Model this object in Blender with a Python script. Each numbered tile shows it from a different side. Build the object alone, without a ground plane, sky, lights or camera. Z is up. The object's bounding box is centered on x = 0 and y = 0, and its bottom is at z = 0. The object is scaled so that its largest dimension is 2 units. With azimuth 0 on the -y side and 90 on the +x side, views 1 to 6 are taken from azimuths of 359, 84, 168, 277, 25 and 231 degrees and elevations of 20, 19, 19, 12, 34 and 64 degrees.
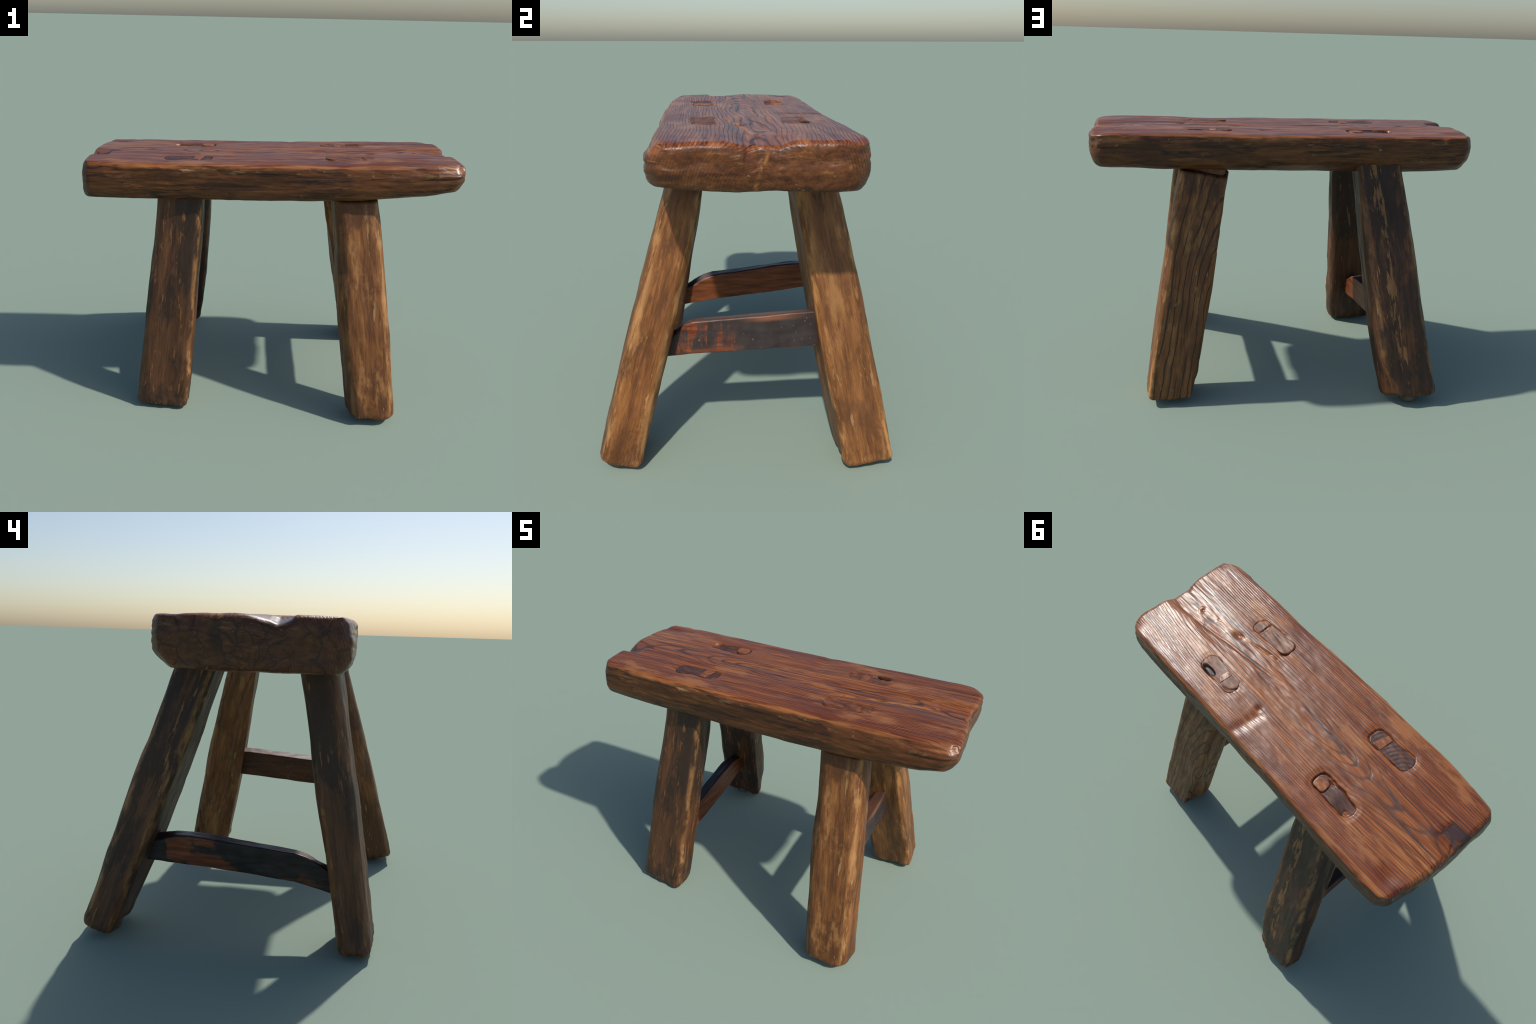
"""Old hand-hewn wooden stool: thick plank seat, four splayed through-tenoned legs, two stretchers."""
import bpy, math
import numpy as np
from mathutils import Vector, Matrix

for o in list(bpy.data.objects):
    bpy.data.objects.remove(o, do_unlink=True)


# ------------------------------------------------------------------ helpers
def sstep(a, b, x):
    t = np.clip((x - a) / (b - a), 0, 1)
    return t * t * (3 - 2 * t)


def gauss(x, s):
    return np.exp(-(x / s) ** 2)


def noise3(p, seed=0):
    """smooth lattice noise in -1..1 for points p (n,3)"""
    i = np.floor(p).astype(np.int64)
    f = p - i
    f = f * f * f * (f * (f * 6 - 15) + 10)
    out = np.zeros(len(p))
    for dx in (0, 1):
        for dy in (0, 1):
            for dz in (0, 1):
                h = (i[:, 0] + dx) * 374761393 + (i[:, 1] + dy) * 668265263 + (i[:, 2] + dz) * 2147483647 + seed * 974634541
                h = (h ^ (h >> 13)) * 1274126177
                h = (h ^ (h >> 16)) & 0xFFFFF
                w = (f[:, 0] if dx else 1 - f[:, 0]) * (f[:, 1] if dy else 1 - f[:, 1]) * (f[:, 2] if dz else 1 - f[:, 2])
                out += w * (h / 524287.5 - 1)
    return out


def fbm(p, sc, seed=0, octaves=3):
    p = p * np.asarray(sc, float)
    r, a = np.zeros(len(p)), 1.0
    for k in range(octaves):
        r += a * noise3(p + 17.3 * k, seed + k)
        p = p * 2.03
        a *= 0.5
    return r


def make_mesh(name, verts, faces, smooth=True):
    me = bpy.data.meshes.new(name)
    verts = np.asarray(verts, np.float32)
    nv = len(verts)
    me.vertices.add(nv)
    me.vertices.foreach_set("co", verts.ravel())
    sizes = [f.shape[1] for f in faces]
    loops = np.concatenate([f.ravel() for f in faces]).astype(np.int32)
    counts = np.concatenate([np.full(len(f), f.shape[1]) for f in faces]).astype(np.int32)
    me.loops.add(len(loops))
    me.loops.foreach_set("vertex_index", loops)
    me.polygons.add(len(counts))
    starts = np.concatenate([[0], np.cumsum(counts)[:-1]]).astype(np.int32)
    me.polygons.foreach_set("loop_start", starts)
    me.polygons.foreach_set("use_smooth", np.full(len(counts), smooth))
    me.update(calc_edges=True)
    me.validate()
    return me


def normals_of(v, faces):
    n = np.zeros_like(v)
    for f in faces:
        a = np.cross(v[f[:, 2]] - v[f[:, 0]], v[f[:, -1]] - v[f[:, 1]])
        for k in range(f.shape[1]):
            np.add.at(n, f[:, k], a)
    return n / np.maximum(1e-12, np.linalg.norm(n, axis=1))[:, None]


def add_object(name, me, parent, mat, matrix=None):
    o = bpy.data.objects.new(name, me)
    bpy.context.scene.collection.objects.link(o)
    me.materials.append(mat)
    if parent:
        o.parent = parent
    if matrix is not None:
        o.matrix_world = matrix
    return o


def tube(rings, cap_start=10, cap_end=10):
    """closed skin through equal-length rings (list of (m,3)), capped with concentric rings"""
    m = len(rings[0])
    def caps(r, n):
        c = r.mean(0)
        return [c + (r - c) * s for s in np.linspace(0, 1, n + 1)[1:-1]]
    allr = (caps(rings[0], cap_start) if cap_start else []) + list(rings) + (caps(rings[-1], cap_end)[::-1] if cap_end else [])
    v = np.concatenate(allr + [allr[0].mean(0)[None], allr[-1].mean(0)[None]])
    k = np.arange(m)
    kn = (k + 1) % m
    q = np.concatenate([np.stack([i * m + k, i * m + kn, (i + 1) * m + kn, (i + 1) * m + k], 1) for i in range(len(allr) - 1)])
    e = len(allr) * m
    t = np.concatenate([np.stack([np.full(m, e), kn, k], 1), np.stack([np.full(m, e + 1), (len(allr) - 1) * m + k, (len(allr) - 1) * m + kn], 1)])
    return v, [q, t]


def rounded_section(corners, radii, n_edge, n_arc):
    """closed ring of points round a quadrilateral (4 3D corners, anticlockwise), corners rounded"""
    pts = []
    for k in range(4):
        c, p, n = corners[k], corners[k - 1], corners[(k + 1) % 4]
        r = radii[k]
        a = c + (p - c) / np.linalg.norm(p - c) * r
        b = c + (n - c) / np.linalg.norm(n - c) * r
        n2 = corners[(k + 2) % 4]
        nxt = n + (c - n) / np.linalg.norm(c - n) * radii[(k + 1) % 4]
        for t in np.linspace(0, 1, n_arc):
            # rational quadratic: a true round
            w = 0.7071
            d = (1 - t) ** 2 + 2 * w * t * (1 - t) + t * t
            pts.append(((1 - t) ** 2 * a + 2 * w * t * (1 - t) * c + t * t * b) / d)
        for t in np.linspace(0, 1, n_edge + 2)[1:-1]:
            pts.append(b + (nxt - b) * t)
    return np.array(pts)


# ------------------------------------------------------------------ node helpers
class Nodes:
    def __init__(self, name):
        self.mat = bpy.data.materials.new(name)
        self.mat.use_nodes = True
        self.t = self.mat.node_tree
        self.t.nodes.clear()
        self.out = self.t.nodes.new("ShaderNodeOutputMaterial")
        self.bsdf = self.t.nodes.new("ShaderNodeBsdfPrincipled")
        self.t.links.new(self.bsdf.outputs[0], self.out.inputs[0])
        self.obj = self.t.nodes.new("ShaderNodeTexCoord").outputs["Object"]
        s = self.t.nodes.new("ShaderNodeSeparateXYZ")
        self.link(self.obj, s.inputs[0])
        self.x, self.y, self.z = s.outputs

    def link(self, a, b):
        self.t.links.new(a, b)

    def put(self, v, sock):
        if isinstance(v, bpy.types.NodeSocket):
            self.link(v, sock)
        elif v is not None:
            sock.default_value = v

    def m(self, op, a, b=None, c=None, clamp=False):
        n = self.t.nodes.new("ShaderNodeMath")
        n.operation = op
        n.use_clamp = clamp
        for v, s in zip((a, b, c), n.inputs):
            self.put(v, s)
        return n.outputs[0]

    def add(self, a, b): return self.m("ADD", a, b)
    def sub(self, a, b): return self.m("SUBTRACT", a, b)
    def mul(self, a, b, clamp=False): return self.m("MULTIPLY", a, b, clamp=clamp)
    def mx(self, a, b): return self.m("MAXIMUM", a, b)
    def mn(self, a, b): return self.m("MINIMUM", a, b)

    def step(self, a, b, x, lo=0.0, hi=1.0):
        n = self.t.nodes.new("ShaderNodeMapRange")
        n.interpolation_type = "SMOOTHSTEP"
        self.put(x, n.inputs["Value"])
        if a > b:
            a, b, lo, hi = b, a, hi, lo
        for k, v in zip(("From Min", "From Max", "To Min", "To Max"), (a, b, lo, hi)):
            n.inputs[k].default_value = v
        return n.outputs[0]

    def bump_at(self, x, c, s):
        """soft bell round c with half-width s"""
        d = self.m("ABSOLUTE", self.sub(x, c))
        return self.step(s, 0.0, d)

    def vec(self, x, y, z):
        n = self.t.nodes.new("ShaderNodeCombineXYZ")
        for v, s in zip((x, y, z), n.inputs):
            self.put(v, s)
        return n.outputs[0]

    def scaled(self, sc, loc=(0, 0, 0), v=None):
        n = self.t.nodes.new("ShaderNodeMapping")
        self.link(v or self.obj, n.inputs["Vector"])
        n.inputs["Scale"].default_value = sc
        n.inputs["Location"].default_value = loc
        return n.outputs[0]

    def noise(self, sc, loc=(0, 0, 0), detail=4.0, rough=0.55, dist=0.0, v=None):
        n = self.t.nodes.new("ShaderNodeTexNoise")
        self.link(self.scaled(sc, loc, v), n.inputs["Vector"])
        n.inputs["Scale"].default_value = 1.0
        n.inputs["Detail"].default_value = detail
        n.inputs["Roughness"].default_value = rough
        n.inputs["Distortion"].default_value = dist
        return n.outputs["Fac"]

    def cells(self, sc, loc=(0, 0, 0), feature="DISTANCE_TO_EDGE", v=None):
        n = self.t.nodes.new("ShaderNodeTexVoronoi")
        n.feature = feature
        self.link(self.scaled(sc, loc, v), n.inputs["Vector"])
        n.inputs["Scale"].default_value = 1.0
        return n.outputs["Distance"]

    def ramp(self, fac, stops):
        n = self.t.nodes.new("ShaderNodeValToRGB")
        self.link(fac, n.inputs[0])
        el = n.color_ramp.elements
        while len(el) < len(stops):
            el.new(0.5)
        for e, (p, c) in zip(el, stops):
            e.position = p
            e.color = (*c, 1)
        return n.outputs[0]

    def mix(self, fac, a, b, mode="MIX"):
        n = self.t.nodes.new("ShaderNodeMix")
        n.data_type = "RGBA"
        n.blend_type = mode
        n.clamp_factor = True
        self.put(fac, n.inputs[0])
        for v, s in ((a, n.inputs[6]), (b, n.inputs[7])):
            if isinstance(v, tuple):
                v = (*v, 1)
            self.put(v, s)
        return n.outputs[2]

    def finish(self, color, rough, height=None, strength=0.5, dist=0.004, spec=0.5, coat=0.0):
        self.put(color, self.bsdf.inputs["Base Color"])
        self.put(rough, self.bsdf.inputs["Roughness"])
        self.put(spec, self.bsdf.inputs["Specular IOR Level"])
        self.put(coat, self.bsdf.inputs["Coat Weight"])
        self.bsdf.inputs["Coat Roughness"].default_value = 0.25
        if height is not None:
            b = self.t.nodes.new("ShaderNodeBump")
            b.inputs["Strength"].default_value = strength
            b.inputs["Distance"].default_value = dist
            self.link(height, b.inputs["Height"])
            self.link(b.outputs[0], self.bsdf.inputs["Normal"])
        return self.mat


# ------------------------------------------------------------------ the plank's growth rings (same rule in mesh and material)
PITH_Y, PITH_Z, RING = -0.045, 1.185, 0.0100


def ring_phase(x, y, z):
    py = PITH_Y + 0.02 * np.sin(2.3 * x + 0.6) - 0.02 * x
    pz = PITH_Z + 0.03 * np.sin(1.7 * x + 1.0)
    r = np.sqrt((y - py) ** 2 + (z - pz) ** 2)
    r = r + 0.005 * np.sin(6 * x + 9 * y) + 0.002 * np.sin(15 * x - 31 * y + 1.3)
    return r / RING


def ring_nodes(N):
    sin = lambda a, b, c=None: N.m("SINE", a)
    py = N.add(N.mul(N.m("SINE", N.m("MULTIPLY_ADD", N.x, 2.3, 0.6)), 0.02), N.m("MULTIPLY_ADD", N.x, -0.02, PITH_Y))
    pz = N.m("MULTIPLY_ADD", N.m("SINE", N.m("MULTIPLY_ADD", N.x, 1.7, 1.0)), 0.03, PITH_Z)
    dy, dz = N.sub(N.y, py), N.sub(N.z, pz)
    r = N.m("SQRT", N.add(N.mul(dy, dy), N.mul(dz, dz)))
    w1 = N.mul(N.m("SINE", N.add(N.mul(N.x, 6.0), N.mul(N.y, 9.0))), 0.005)
    w2 = N.mul(N.m("SINE", N.m("MULTIPLY_ADD", N.y, -31.0, N.m("MULTIPLY_ADD", N.x, 15.0, 1.3))), 0.002)
    ang = N.m("ARCTAN2", dy, dz)
    return N.mul(N.add(r, N.add(w1, w2)), 1 / RING), ang, r


# mortises on the seat's top: centre, long axis half, short axis half, turn, pocket depth
MORTISES = {
    "A": dict(c=(-0.452, -0.228), a=0.128, b=0.050, turn=0.03, depth=0.008),
    "D": dict(c=(-0.445, 0.133), a=0.125, b=0.044, turn=-0.03, depth=0.013),
    "B": dict(c=(0.415, -0.230), a=0.130, b=0.048, turn=0.05, depth=0.005),
    "C": dict(c=(0.415, 0.118), a=0.128, b=0.050, turn=-0.04, depth=0.0055),
}


def stadium_sdf(x, y, mo, grow=0.0):
    ct, st = math.cos(mo["turn"]), math.sin(mo["turn"])
    dx, dy = x - mo["c"][0], y - mo["c"][1]
    u, v = ct * dx + st * dy, -st * dx + ct * dy
    a, b = mo["a"] + grow, mo["b"] + grow
    r = b * 0.75
    qx, qy = np.abs(u) - (a - r), np.abs(v) - (b - r)
    return np.hypot(np.maximum(qx, 0), np.maximum(qy, 0)) + np.minimum(np.maximum(qx, qy), 0) - r


def seg_dist(x, y, pts):
    d = np.full(x.shape, 9.0)
    for (ax, ay), (bx, by) in zip(pts[:-1], pts[1:]):
        ex, ey = bx - ax, by - ay
        t = np.clip(((x - ax) * ex + (y - ay) * ey) / (ex * ex + ey * ey), 0, 1)
        d = np.minimum(d, np.hypot(x - ax - t * ex, y - ay - t * ey))
    return d


TOP = 1.358


def top_level(x):
    """the plank is slightly warped: its right-hand half stands higher"""
    return np.interp(x, [-1, -0.3, 0.1, 0.5, 0.85, 1.0], [1.355, 1.356, 1.359, 1.367, 1.372, 1.369])


# ------------------------------------------------------------------ seat plank
def build_seat():
    hx, hy, hz, r = 1.0, 0.35, 0.09, 0.027
    nx, ny, nz = 640, 250, 56

    def axis(n, h):
        # even spacing, a little denser in the rounded ends
        t = np.linspace(-1, 1, n + 1)
        return t * h

    ax, ay, az = axis(nx, hx), axis(ny, hy), axis(nz, hz)
    faces, key = [], {}
    def vid(i, j, k):
        return (i * (ny + 1) + j) * (nz + 1) + k
    def grid(f, n1, n2, flip):
        a, b = np.meshgrid(np.arange(n1), np.arange(n2), indexing="ij")
        a, b = a.ravel(), b.ravel()
        q = np.stack([f(a, b), f(a + 1, b), f(a + 1, b + 1), f(a, b + 1)], 1)
        faces.append(q[:, ::-1] if flip else q)
    grid(lambda a, b: vid(a, b, nz), nx, ny, False)
    grid(lambda a, b: vid(a, b, 0), nx, ny, True)
    grid(lambda a, b: vid(a, 0, b), nx, nz, False)
    grid(lambda a, b: vid(a, ny, b), nx, nz, True)
    grid(lambda a, b: vid(0, a, b), ny, nz, True)
    grid(lambda a, b: vid(nx, a, b), ny, nz, False)
    F = np.concatenate(faces)
    ids, inv = np.unique(F, return_inverse=True)
    F = inv.reshape(F.shape)
    k = ids % (nz + 1)
    j = (ids // (nz + 1)) % (ny + 1)
    i = ids // ((nz + 1) * (ny + 1))
    p = np.stack([ax[i], ay[j], az[k]], 1)
    lim = np.array([hx - r, hy - r, hz - r])
    q = np.clip(p, -lim, lim)
    d = p - q
    p = q + d / np.maximum(1e-9, np.linalg.norm(d, axis=1))[:, None] * r
    # round the plan corners too
    rc = 0.055
    qx = np.clip(p[:, 0], -(hx - rc), hx - rc)
    qy = np.clip(p[:, 1], -(hy - rc), hy - rc)
    dx, dy = p[:, 0] - qx, p[:, 1] - qy
    ca, cb = dx / rc, dy / rc
    p[:, 0] = qx + dx * np.sqrt(1 - cb * cb / 2)
    p[:, 1] = qy + dy * np.sqrt(1 - ca * ca / 2)
    u, v, w = p[:, 0] / hx, p[:, 1] / hy, p[:, 2] / hz
    X = p[:, 0]
    # plan outline: slightly bowed long sides
    front = np.interp(X, [-1, -0.85, -0.6, -0.3, 0, 0.3, 0.6, 0.85, 1], [-0.378, -0.392, -0.403, -0.408, -0.411, -0.415, -0.421, -0.424, -0.412])
    back = np.interp(X, [-1, -0.8, -0.5, -0.2, 0.1, 0.4, 0.65, 0.9, 1], [0.318, 0.328, 0.324, 0.312, 0.302, 0.298, 0.303, 0.300, 0.288])
    Y = front + (back - front) * (v + 1) / 2
    # thickness: the underside rises to the right-hand end, and is tilted at the left
    zb_f = np.interp(X, [-1, -0.6, 0, 0.4, 0.8, 1], [1.155, 1.160, 1.164, 1.175, 1.208, 1.232])
    zb_m = np.interp(X, [-1, -0.6, 0, 0.4, 0.8, 1], [1.163, 1.160, 1.165, 1.174, 1.194, 1.204])
    zb_b = np.interp(X, [-1, -0.6, 0, 0.4, 0.8, 1], [1.164, 1.155, 1.167, 1.184, 1.196, 1.202])
    vv = np.clip(v, -1, 1)
    zb = np.where(vv < 0, zb_m + (zb_f - zb_m) * (-vv), zb_m + (zb_b - zb_m) * vv)
    zt = top_level(X) - 0.004 * np.abs(vv) ** 4
    Z = zb + (zt - zb) * (w + 1) / 2
    # end faces: plan wobble of the ends, undercut towards the bottom
    e_r = 0.004 - 0.012 * gauss(Y + 0.015, 0.080) - 0.016 * sstep(0.18, 0.30, Y) - 0.008 * sstep(-0.33, -0.42, Y)
    e_r = e_r - np.interp(Y, [-0.35, 0.1], [0.022, 0.016]) * sstep(-0.1, -1.0, w) - 0.004 * sstep(0.4, 1.0, w)
    e_l = np.interp(Y, [-0.4, -0.3, 0, 0.15, 0.31], [0.008, 0.008, 0.008, 0.000, -0.030])
    e_l = e_l - np.interp(Y, [0, 0.25], [0.004, 0.026]) * sstep(0.3, -1.0, w) - 0.008 * sstep(0.3, 1.0, w)
    X = X + sstep(0.80, 0.97, u) * e_r - sstep(-0.80, -0.97, u) * e_l
    # long sides: lower arris hewn away, most at the back left
    ch_b = np.interp(X, [-1, -0.6, -0.2, 0.3, 1], [0.048, 0.054, 0.062, 0.040, 0.014])
    Y = Y - ch_b * sstep(-0.30, -1.05, w) * sstep(0.55, 1.0, v)
    Y = Y - 0.026 * gauss(X + 0.28, 0.36) * sstep(0.3, -0.8, w) * sstep(0.6, 1.0, v)
    ch_f = np.interp(X, [-1, -0.7, 0, 1], [0.028, 0.018, 0.016, 0.008])
    Y = Y + ch_f * sstep(-0.35, -1.05, w) * sstep(-0.55, -1.0, v)
    # front upper arris worn back towards the right end
    wr = np.interp(X, [-1, -0.9, -0.7, 0, 0.5, 0.9, 1], [0.022, 0.012, 0.0, 0.004, 0.016, 0.030, 0.036])
    Y = Y + wr * sstep(0.2, 1.0, w) * sstep(-0.75, -1.0, v)
    P = np.stack([X, Y, Z], 1)

    # ---- relief
    n = normals_of(P, [F])
    top = sstep(0.35, 0.8, n[:, 2])
    bot = sstep(0.35, 0.8, -n[:, 2])
    end = sstep(0.4, 0.8, np.abs(n[:, 0]))
    side = np.clip(1 - top - bot - end, 0, 1)
    x, y, z = P.T
    h = np.zeros(len(P))
    # hand-hewn unevenness everywhere
    h += 0.0040 * fbm(P, (2.2, 4.5, 6), 3, 3) * (1 - 0.45 * top)
    h += 0.0016 * fbm(P, (9, 16, 22), 9, 3) * (1 - 0.4 * top)
    # growth-ring grooves
    ph = ring_phase(x, y, z)
    fr = ph - np.floor(ph)
    groove = sstep(0.30, 0.0, np.minimum(fr, 1 - fr) ) ** 1.5
    patchy = 0.5 + 0.5 * np.clip(1.8 * fbm(P, (3.0, 11.0, 3.0), 21, 4), -1, 1)
    outer = 0.35 + 0.65 * sstep(0.05, 0.2, np.abs(y + 0.05))
    right = (0.4 + 1.2 * sstep(0.15, 0.7, x)) * sstep(-0.97, -0.65, x)
    h -= 0.0009 * groove * top * patchy * outer * right
    h -= 0.0006 * groove * end * patchy
    h += 0.0032 * fbm(P, (3, 9, 12), 91, 2) * end
    rim = sstep(0.93, 0.985, np.abs(x)) * sstep(1.24, 1.30, z)
    h -= 0.0035 * sstep(0.30, 0.7, fbm(P, (9, 12, 16), 97, 2)) * rim
    h -= 0.0024 * sstep(0.2, 0.6, fbm(P, (9, 14, 26), 101, 2)) * sstep(0.25, 0.33, np.abs(y + 0.055)) * sstep(1.27, 1.33, z) * (1 - top)
    # torn fibres along the plank
    h += 0.0006 * fbm(P, (9, 90, 60), 31, 2) * top * sstep(-0.98, -0.8, x)
    h += 0.0018 * fbm(P, (5, 30, 60), 41, 3) * side
    cracks = sstep(0.30, 0.02, np.abs(fbm(P, (1.3, 8, 30), 47, 2)))
    h -= 0.0022 * cracks * side * sstep(-0.1, 0.4, fbm(P, (2, 4, 8), 53, 2))
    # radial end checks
    ang = np.arctan2(y - PITH_Y, z - PITH_Z)
    rr = np.hypot(y - PITH_Y, z - PITH_Z)
    rad = np.abs(fbm(np.stack([ang * 3.2, rr * 3, np.sign(x) * 5], 1), 1, 61, 2))
    P = P + n * h[:, None]

    # ---- features cut straight down into the top
    x, y, z = P.T
    low = np.zeros(len(P))
    for nm, mo in MORTISES.items():
        s = stadium_sdf(x, y, mo) + 0.0075 * fbm(P, (13, 15, 1), ord(nm), 3)
        k = 1.0 if nm in "AD" else np.clip(0.62 + 1.1 * fbm(P, (9, 14, 1), ord(nm) + 40, 2), 0.05, 1.0)
        low += mo["depth"] * sstep(0.004, -0.007, s) * (k + (1 - k) * sstep(-0.006, -0.012, s))
        low += (0.0024 if nm in "AD" else 0.0010) * sstep(0.035, 0.0, s)
    # trough with a split in the right half of the plank
    trough = np.interp(x, [0.1, 0.45, 0.75, 0.95, 1.0], [0, 0.003, 0.007, 0.014, 0.017])
    low += trough * sstep(-0.18, -0.09, y) * sstep(0.07, -0.02, y)
    dk = seg_dist(x, y, [(1.0, -0.005), (0.885, 0.014), (0.729, 0.004), (0.55, -0.026), (0.30, -0.055), (0.1, -0.09)])
    low += 0.0035 * sstep(0.016, 0.0, dk) * sstep(0.05, 0.35, x)
    sp = seg_dist(x, y, [(0.80, -0.06), (0.698, -0.082), (0.588, -0.083), (0.545, -0.105), (0.487, -0.110), (0.417, -0.130), (0.30, -0.147)])
    brk = np.clip(0.5 + 1.5 * fbm(P, (12, 12, 1), 83, 3), 0, 1)
    low += 0.0055 * sstep(0.012, 0.0, sp) * brk
    low -= 0.003 * gauss(sp - 0.02, 0.010) * sstep(-0.11, -0.07, y) * brk
    low += 0.009 * gauss(np.hypot((x - 0.545) / 1.6, y + 0.095), 0.016)
    # central rough, torn zone
    low += 0.0026 * (fbm(P, (5, 24, 1), 71, 3)) * gauss(y + 0.06, 0.09) * sstep(1.0, 0.2, np.abs(x))
    # open pit beside one tenon
    low += 0.016 * sstep(1.25, 0.8, np.hypot((x - 0.472) / 0.052, (y - 0.150) / 0.020))
    # notch at the left end
    nd = sstep(-0.86, -1.0, x)
    low += 0.026 * nd * np.where(y > -0.135, sstep(0.02, -0.135, y) ** 1.6, sstep(-0.20, -0.135, y))
    low += 0.007 * sstep(-0.88, -0.91, x) * sstep(-0.192, -0.172, y) * sstep(-0.10, -0.135, y)
    # dents
    low += 0.0048 * gauss(x - 0.115 - 0.12 * (y - 0.2), 0.030) * sstep(0.08, 0.13, y) * sstep(0.34, 0.25, y)
    low += 0.005 * gauss(np.hypot(x - 0.135, y - 0.105), 0.018)
    low += 0.008 * gauss(np.hypot((x + 0.885) / 1.2, y - 0.225), 0.045)
    low += 0.007 * gauss(np.hypot((x - 0.36) / 3.0, (y + 0.40)), 0.05)
    low += 0.010 * gauss(np.hypot((x - 0.975), (y - 0.27)), 0.035)
    low += 0.008 * gauss(np.hypot((x + 0.80) / 1.5, (y - 0.315)), 0.014)
    wtop = sstep(1.23, 1.335, z)
    P[:, 2] -= low * wtop
    # ledge split along the front at the right-hand end
    x, y, z = P.T
    ledge = sstep(0.70, 0.80, x) * sstep(-0.30, -0.38, y)
    cz = 1.297 + 0.05 * (x - 0.9)
    P[:, 1] += ledge * (0.0055 * gauss(z - cz, 0.007) - 0.002 * gauss(z - cz + 0.018, 0.012))
    # fit the plank to its length exactly
    P[:, 0] = np.where(P[:, 0] > 0, P[:, 0] / P[:, 0].max(), P[:, 0] / -P[:, 0].min())
    return make_mesh("seat", P, [F])


# ------------------------------------------------------------------ legs
ZK = (0.90, 0.475, 0.05)
# for every leg: the four long arrises (outer/outer, inner x, inner/inner, inner y), each as (x, y) at three heights
LEGS = {
    "A": dict(oo=[(-0.632, -0.382), (-0.675, -0.453), (-0.730, -0.524)], io=[(-0.385, -0.405), (-0.417, -0.478), (-0.448, -0.555)],
              ii=[(-0.378, -0.268), (-0.411, -0.330), (-0.445, -0.400)], oi=[(-0.637, -0.232), (-0.681, -0.318), (-0.735, -0.392)],
              base=dict(oo=0.022, io=0.014, ii=0.010, oi=0.020), head=dict(oo=1.205, io=1.205, ii=1.205, oi=1.205), radii=(0.032, 0.036, 0.028, 0.028)),
    "D": dict(oo=[(-0.617, 0.414), (-0.674, 0.558), (-0.724, 0.692)], io=[(-0.364, 0.396), (-0.399, 0.547), (-0.468, 0.698)],
              ii=[(-0.366, 0.226), (-0.399, 0.371), (-0.449, 0.540)], oi=[(-0.613, 0.240), (-0.673, 0.394), (-0.741, 0.554)],
              base=dict(oo=0.058, io=0.054, ii=0.010, oi=0.022), head=dict(oo=1.225, io=1.225, ii=1.205, oi=1.205), radii=(0.034, 0.044, 0.028, 0.026)),
    "B": dict(oo=[(0.592, -0.442), (0.637, -0.564), (0.676, -0.687)], io=[(0.353, -0.453), (0.397, -0.576), (0.450, -0.694)],
              ii=[(0.341, -0.289), (0.383, -0.395), (0.428, -0.510)], oi=[(0.597, -0.297), (0.646, -0.404), (0.691, -0.515)],
              base=dict(oo=0.034, io=0.048, ii=0.018, oi=0.018), head=dict(oo=1.160, io=1.160, ii=1.20, oi=1.19), radii=(0.042, 0.055, 0.028, 0.028)),
    "C": dict(oo=[(0.617, 0.322), (0.694, 0.414), (0.765, 0.496)], io=[(0.374, 0.306), (0.446, 0.406), (0.521, 0.499)],
              ii=[(0.360, 0.134), (0.454, 0.204), (0.521, 0.282)], oi=[(0.617, 0.148), (0.696, 0.220), (0.768, 0.296)],
              base=dict(oo=0.038, io=0.032, ii=0.012, oi=0.020), head=dict(oo=1.180, io=1.135, ii=1.150, oi=1.190), radii=(0.024, 0.022, 0.022, 0.020)),
}


def arris(knots, z):
    k = ZK
    def at(zz):
        L = [np.prod([(zz - k[j]) / (k[i] - k[j]) for j in range(3) if j != i]) for i in range(3)]
        return np.array([sum(L[i] * knots[i][c] for i in range(3)) for c in (0, 1)])
    if z > 0.9:
        g = (at(0.9) - at(0.7)) / 0.2
        xy = at(0.9) + g * (z - 0.9)
    else:
        xy = at(z)
    return np.array([xy[0], xy[1], z])


def leg_frame(nm):
    L = LEGS[nm]
    foot = np.mean([arris(L[k], 0.05) for k in ("oo", "io", "ii", "oi")], 0)
    head = np.mean([arris(L[k], 1.15) for k in ("oo", "io", "ii", "oi")], 0)
    axis = Vector(head - foot).normalized()
    xa = Vector((1, 0, 0))
    xa = (xa - axis * xa.dot(axis)).normalized()
    ya = axis.cross(xa)
    M = Matrix((xa, ya, axis)).transposed().to_4x4()
    M.translation = Vector(foot)
    return M


def to_local(v, M):
    Mi = np.array(M.inverted())
    return v @ Mi[:3, :3].T + Mi[:3, 3]


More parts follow.
